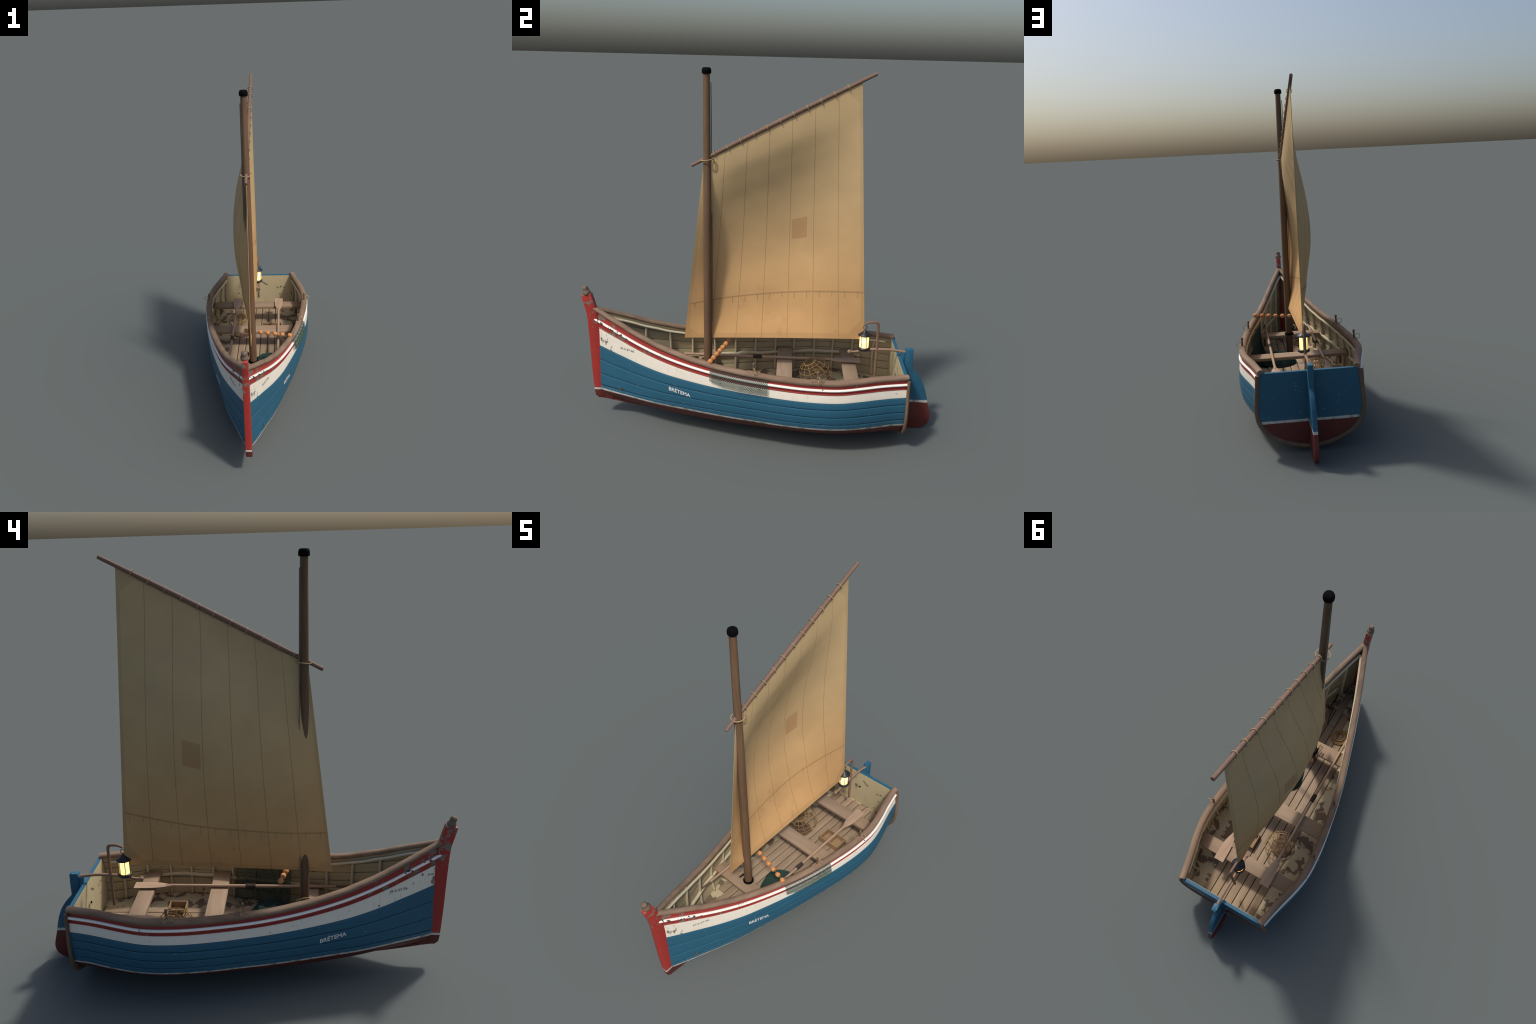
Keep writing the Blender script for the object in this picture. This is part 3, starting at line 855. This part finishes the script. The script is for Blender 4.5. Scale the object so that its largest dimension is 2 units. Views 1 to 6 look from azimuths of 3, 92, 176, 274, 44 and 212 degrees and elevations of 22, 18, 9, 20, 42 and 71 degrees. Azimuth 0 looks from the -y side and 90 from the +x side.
for s in (.35, .7, 1.0):
    fun.append(tube([tuple(PC + axis*(PR*(.83 - .75*s)) + (pu*math.cos(a_) + pv*math.sin(a_))*(PR*(.36 - .13*s))) for a_ in aa[::3]], .0013, 5, closed=True))
make('pot_funnel', join(fun), M['withy'], pot, stuff=True)
tang = []
for i in range(8):                       # loose lashing inside
    c0 = PC + Vector((random.uniform(-.4, .4)*PR, random.uniform(-.1, .6)*PR, random.uniform(-.5, .3)*PR)); r0 = random.uniform(.25, .42)*PR
    n1 = Vector((random.gauss(0, 1), random.gauss(0, 1), random.gauss(0, 1))).normalized(); n2 = n1.orthogonal().normalized(); n3 = n1.cross(n2)
    tang.append(tube([tuple(c0 + r0*(n2*math.cos(a_) + n3*math.sin(a_))) for a_ in aa[::2]], .0011, 5, closed=True))
make('pot_lashing', join(tang), M['withy'], pot, stuff=True)
make('pot_base', lathe([(.060, .001), (.062, .003), (.062, .006), (.058, .008)], (0, -.012, 0), 24), M['potbase'], pot, angle=math.radians(40))

# ------------------------------------------------------------------ rope coil and grapnel in the bows
coil = empty('rope_coil', (-.085, -.505, .1895))
coil["label"] = "flat coil of tan rope on the boards"
coil["category"] = "rope"
P = []
for lay, (r0, r1, z) in enumerate(((.055, .026, .0050), (.029, .036, .0130))):
    th = np.linspace(0, 2*pi*(3 if lay == 0 else 1.2), 120 if lay == 0 else 50) + lay * 2*pi*3
    rr = np.linspace(r0, r1, len(th))
    P.append(np.stack([rr*np.cos(th), rr*np.sin(th), np.full(len(th), z)], 1))
make('coiled_rope', rope(np.vstack(P), .0046, 60), M['rope'], coil)

anc = empty('grapnel_anchor', (.069, -.665, .197))
anc["label"] = "small dark red folding grapnel anchor"
anc["category"] = "anchor"
make('anchor_shank', tube([(0, .012, .004), (-.004, -.045, .006), (-.006, -.092, .010)], .0036, 8), M['anchor'], anc)
for i in range(4):
    t_ = i * pi / 2 + .4
    c, s = math.cos(t_), math.sin(t_)
    pts = [(0, .012, .004), (c*.014, .014, .006 + max(0, s)*.016), (c*.027, .006, .007 + max(0, s)*.030), (c*.034, -.008, .009 + max(0, s)*.034)]
    make('anchor_fluke', tube(pts, [.0036, .0036, .0032, .0018], 6), M['anchor'], anc)
make('anchor_ring', ring((-.006, -.098, .011), .007, .0016, 'z', 16, 6), M['anchor'], anc)
make('anchor_line', tube([(-.006, -.100, .006), (-.018, -.02, .000), (-.030, .06, -.004), (-.040, .110, -.004)], .0020, 6), M['black'], anc)

# ------------------------------------------------------------------ fishing net: two hanging sheets, a heap and a line of cork floats
net = empty('fishing_net', (.26, -.09, .19))
net["label"] = "green fishing net draped over the side with cork floats"
net["category"] = "fishing net"
def mesh_net(fn, nu, nv, r):
    """diamond mesh of twine on the surface fn(u, v)."""
    g = np.array([[fn(i/nu, j/nv) for j in range(nv + 1)] for i in range(nu + 1)])
    V, F = [], []
    def seg(p, q):
        p = np.asarray(p); q = np.asarray(q); d = q - p; l = np.linalg.norm(d)
        if l < 1e-6: return
        d = d / l; x = np.cross(d, (0.3, .2, .9)); x /= np.linalg.norm(x); y = np.cross(d, x); n = len(V)
        for c in (p, q):
            for k in range(3):
                t_ = k * 2 * pi / 3; V.append(tuple(c + r*(x*math.cos(t_) + y*math.sin(t_))))
        for k in range(3):
            m = (k + 1) % 3; F.append((n+k, n+m, n+3+m, n+3+k))
    for i in range(nu):
        for j in range(nv):
            if (i + j) % 2 == 0: seg(g[i, j], g[i+1, j+1])
            else: seg(g[i+1, j], g[i, j+1])
    return V, F
def net_out(u, v):
    y = -.246 + .311 * u
    zt = float(gun_z(y)) - .011
    zb = float(np.interp(y, [-.246, -.175, -.09, -.01, .066], [.386, .364, .355, .352, .352]))
    z = zt + (zb - zt) * v
    bead = .0085 * math.exp(-((frac_at_z(y, z) - edge(y, .875, .868)) / .035) ** 2)
    bead += .0045 * math.exp(-((frac_at_z(y, z) - edge(y, .785, .778)) / .03) ** 2)
    return hull(y, frac_at_z(y, z), .0095 + .006*v + float(bead)*.6 + .0010 * math.sin(u*40), 1).tolist()
make('net_sheet', mesh_net(net_out, 60, 19, .00115), M['net'], net, stuff=True)
def net_in(u, v):
    y = -.240 + .300 * u
    zt = float(gun_z(y)) - .014; z = zt + (.192 - zt) * v
    p = hull(y, frac_at_z(y, z), -.046 - .005*math.sin(u*17)*v - .042*v, 1)
    return p.tolist()
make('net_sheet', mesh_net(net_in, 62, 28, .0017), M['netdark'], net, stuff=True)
def heap_z(s, t):
    r = min(1.0, math.hypot(s, t))
    n = noise.noise(Vector((s*3.1, t*3.1, 2.0)))*.5 + noise.noise(Vector((s*7, t*7, 5.0)))*.25
    return max(0.0, (1 - r**3.5)) * (.056 + .026*n) + .002
def heap_pt(u, v, lift=0.0):
    th = 2*pi*u; wob = 1 + .05*math.sin(3*th + 1) + .03*math.sin(5*th)
    s, t_ = v*math.cos(th), v*math.sin(th)
    x = .098 + .122*wob*s; y = -.118 + .118*wob*t_
    xm = float(hull(y, frac_at_z(y, .20), -.022)[0])
    return (min(x, xm), y, .1895 + heap_z(s, t_) + lift)
nu, nv = 64, 22
P = np.array([[heap_pt(i/nu, max(.001, j/nv)) for j in range(nv + 1)] for i in range(nu)])
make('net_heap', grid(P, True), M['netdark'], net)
def heap_net(u, v):
    # square net laid over the round heap
    s, t_ = 2*u - 1, 2*v - 1
    a_, b_ = s * math.sqrt(1 - t_*t_/2), t_ * math.sqrt(1 - s*s/2)
    return heap_pt((math.atan2(b_, a_) / (2*pi)) % 1.0, min(1.0, math.hypot(a_, b_)), .0018)
make('net_heap_mesh', mesh_net(heap_net, 46, 46, .0013), M['netheap'], net, stuff=True)
fm = mesh_data('cork_float', *lathe([(.004, -.0125), (.0105, -.0118), (.0132, -.0075), (.0138, 0), (.0132, .0075), (.0105, .0118), (.004, .0125)], seg=16), M['float'])
o0 = Vector((.231, -.248, .4875)); st = Vector((-.0458, .0118, -.0007)); base = Vector(net.location)
for i in range(7):
    put('cork_float', fm, net, matrix=Matrix.Translation(o0 + st*i - base) @ Matrix.Rotation(random.uniform(-.2, .2) - .25, 4, 'Z') @ Matrix.Rotation(pi/2 + random.uniform(-.15, .15), 4, 'Y'))
make('float_line', tube([tuple(o0 + st*(i*.25 - .3) - base) for i in range(28)], .0009, 5), M['rope_thin'], net)
# net meshes are written in world space: shift them under the net's origin
for o in net.children:
    if o.name.startswith('net_'):
        o.data.transform(Matrix.Translation(-base))
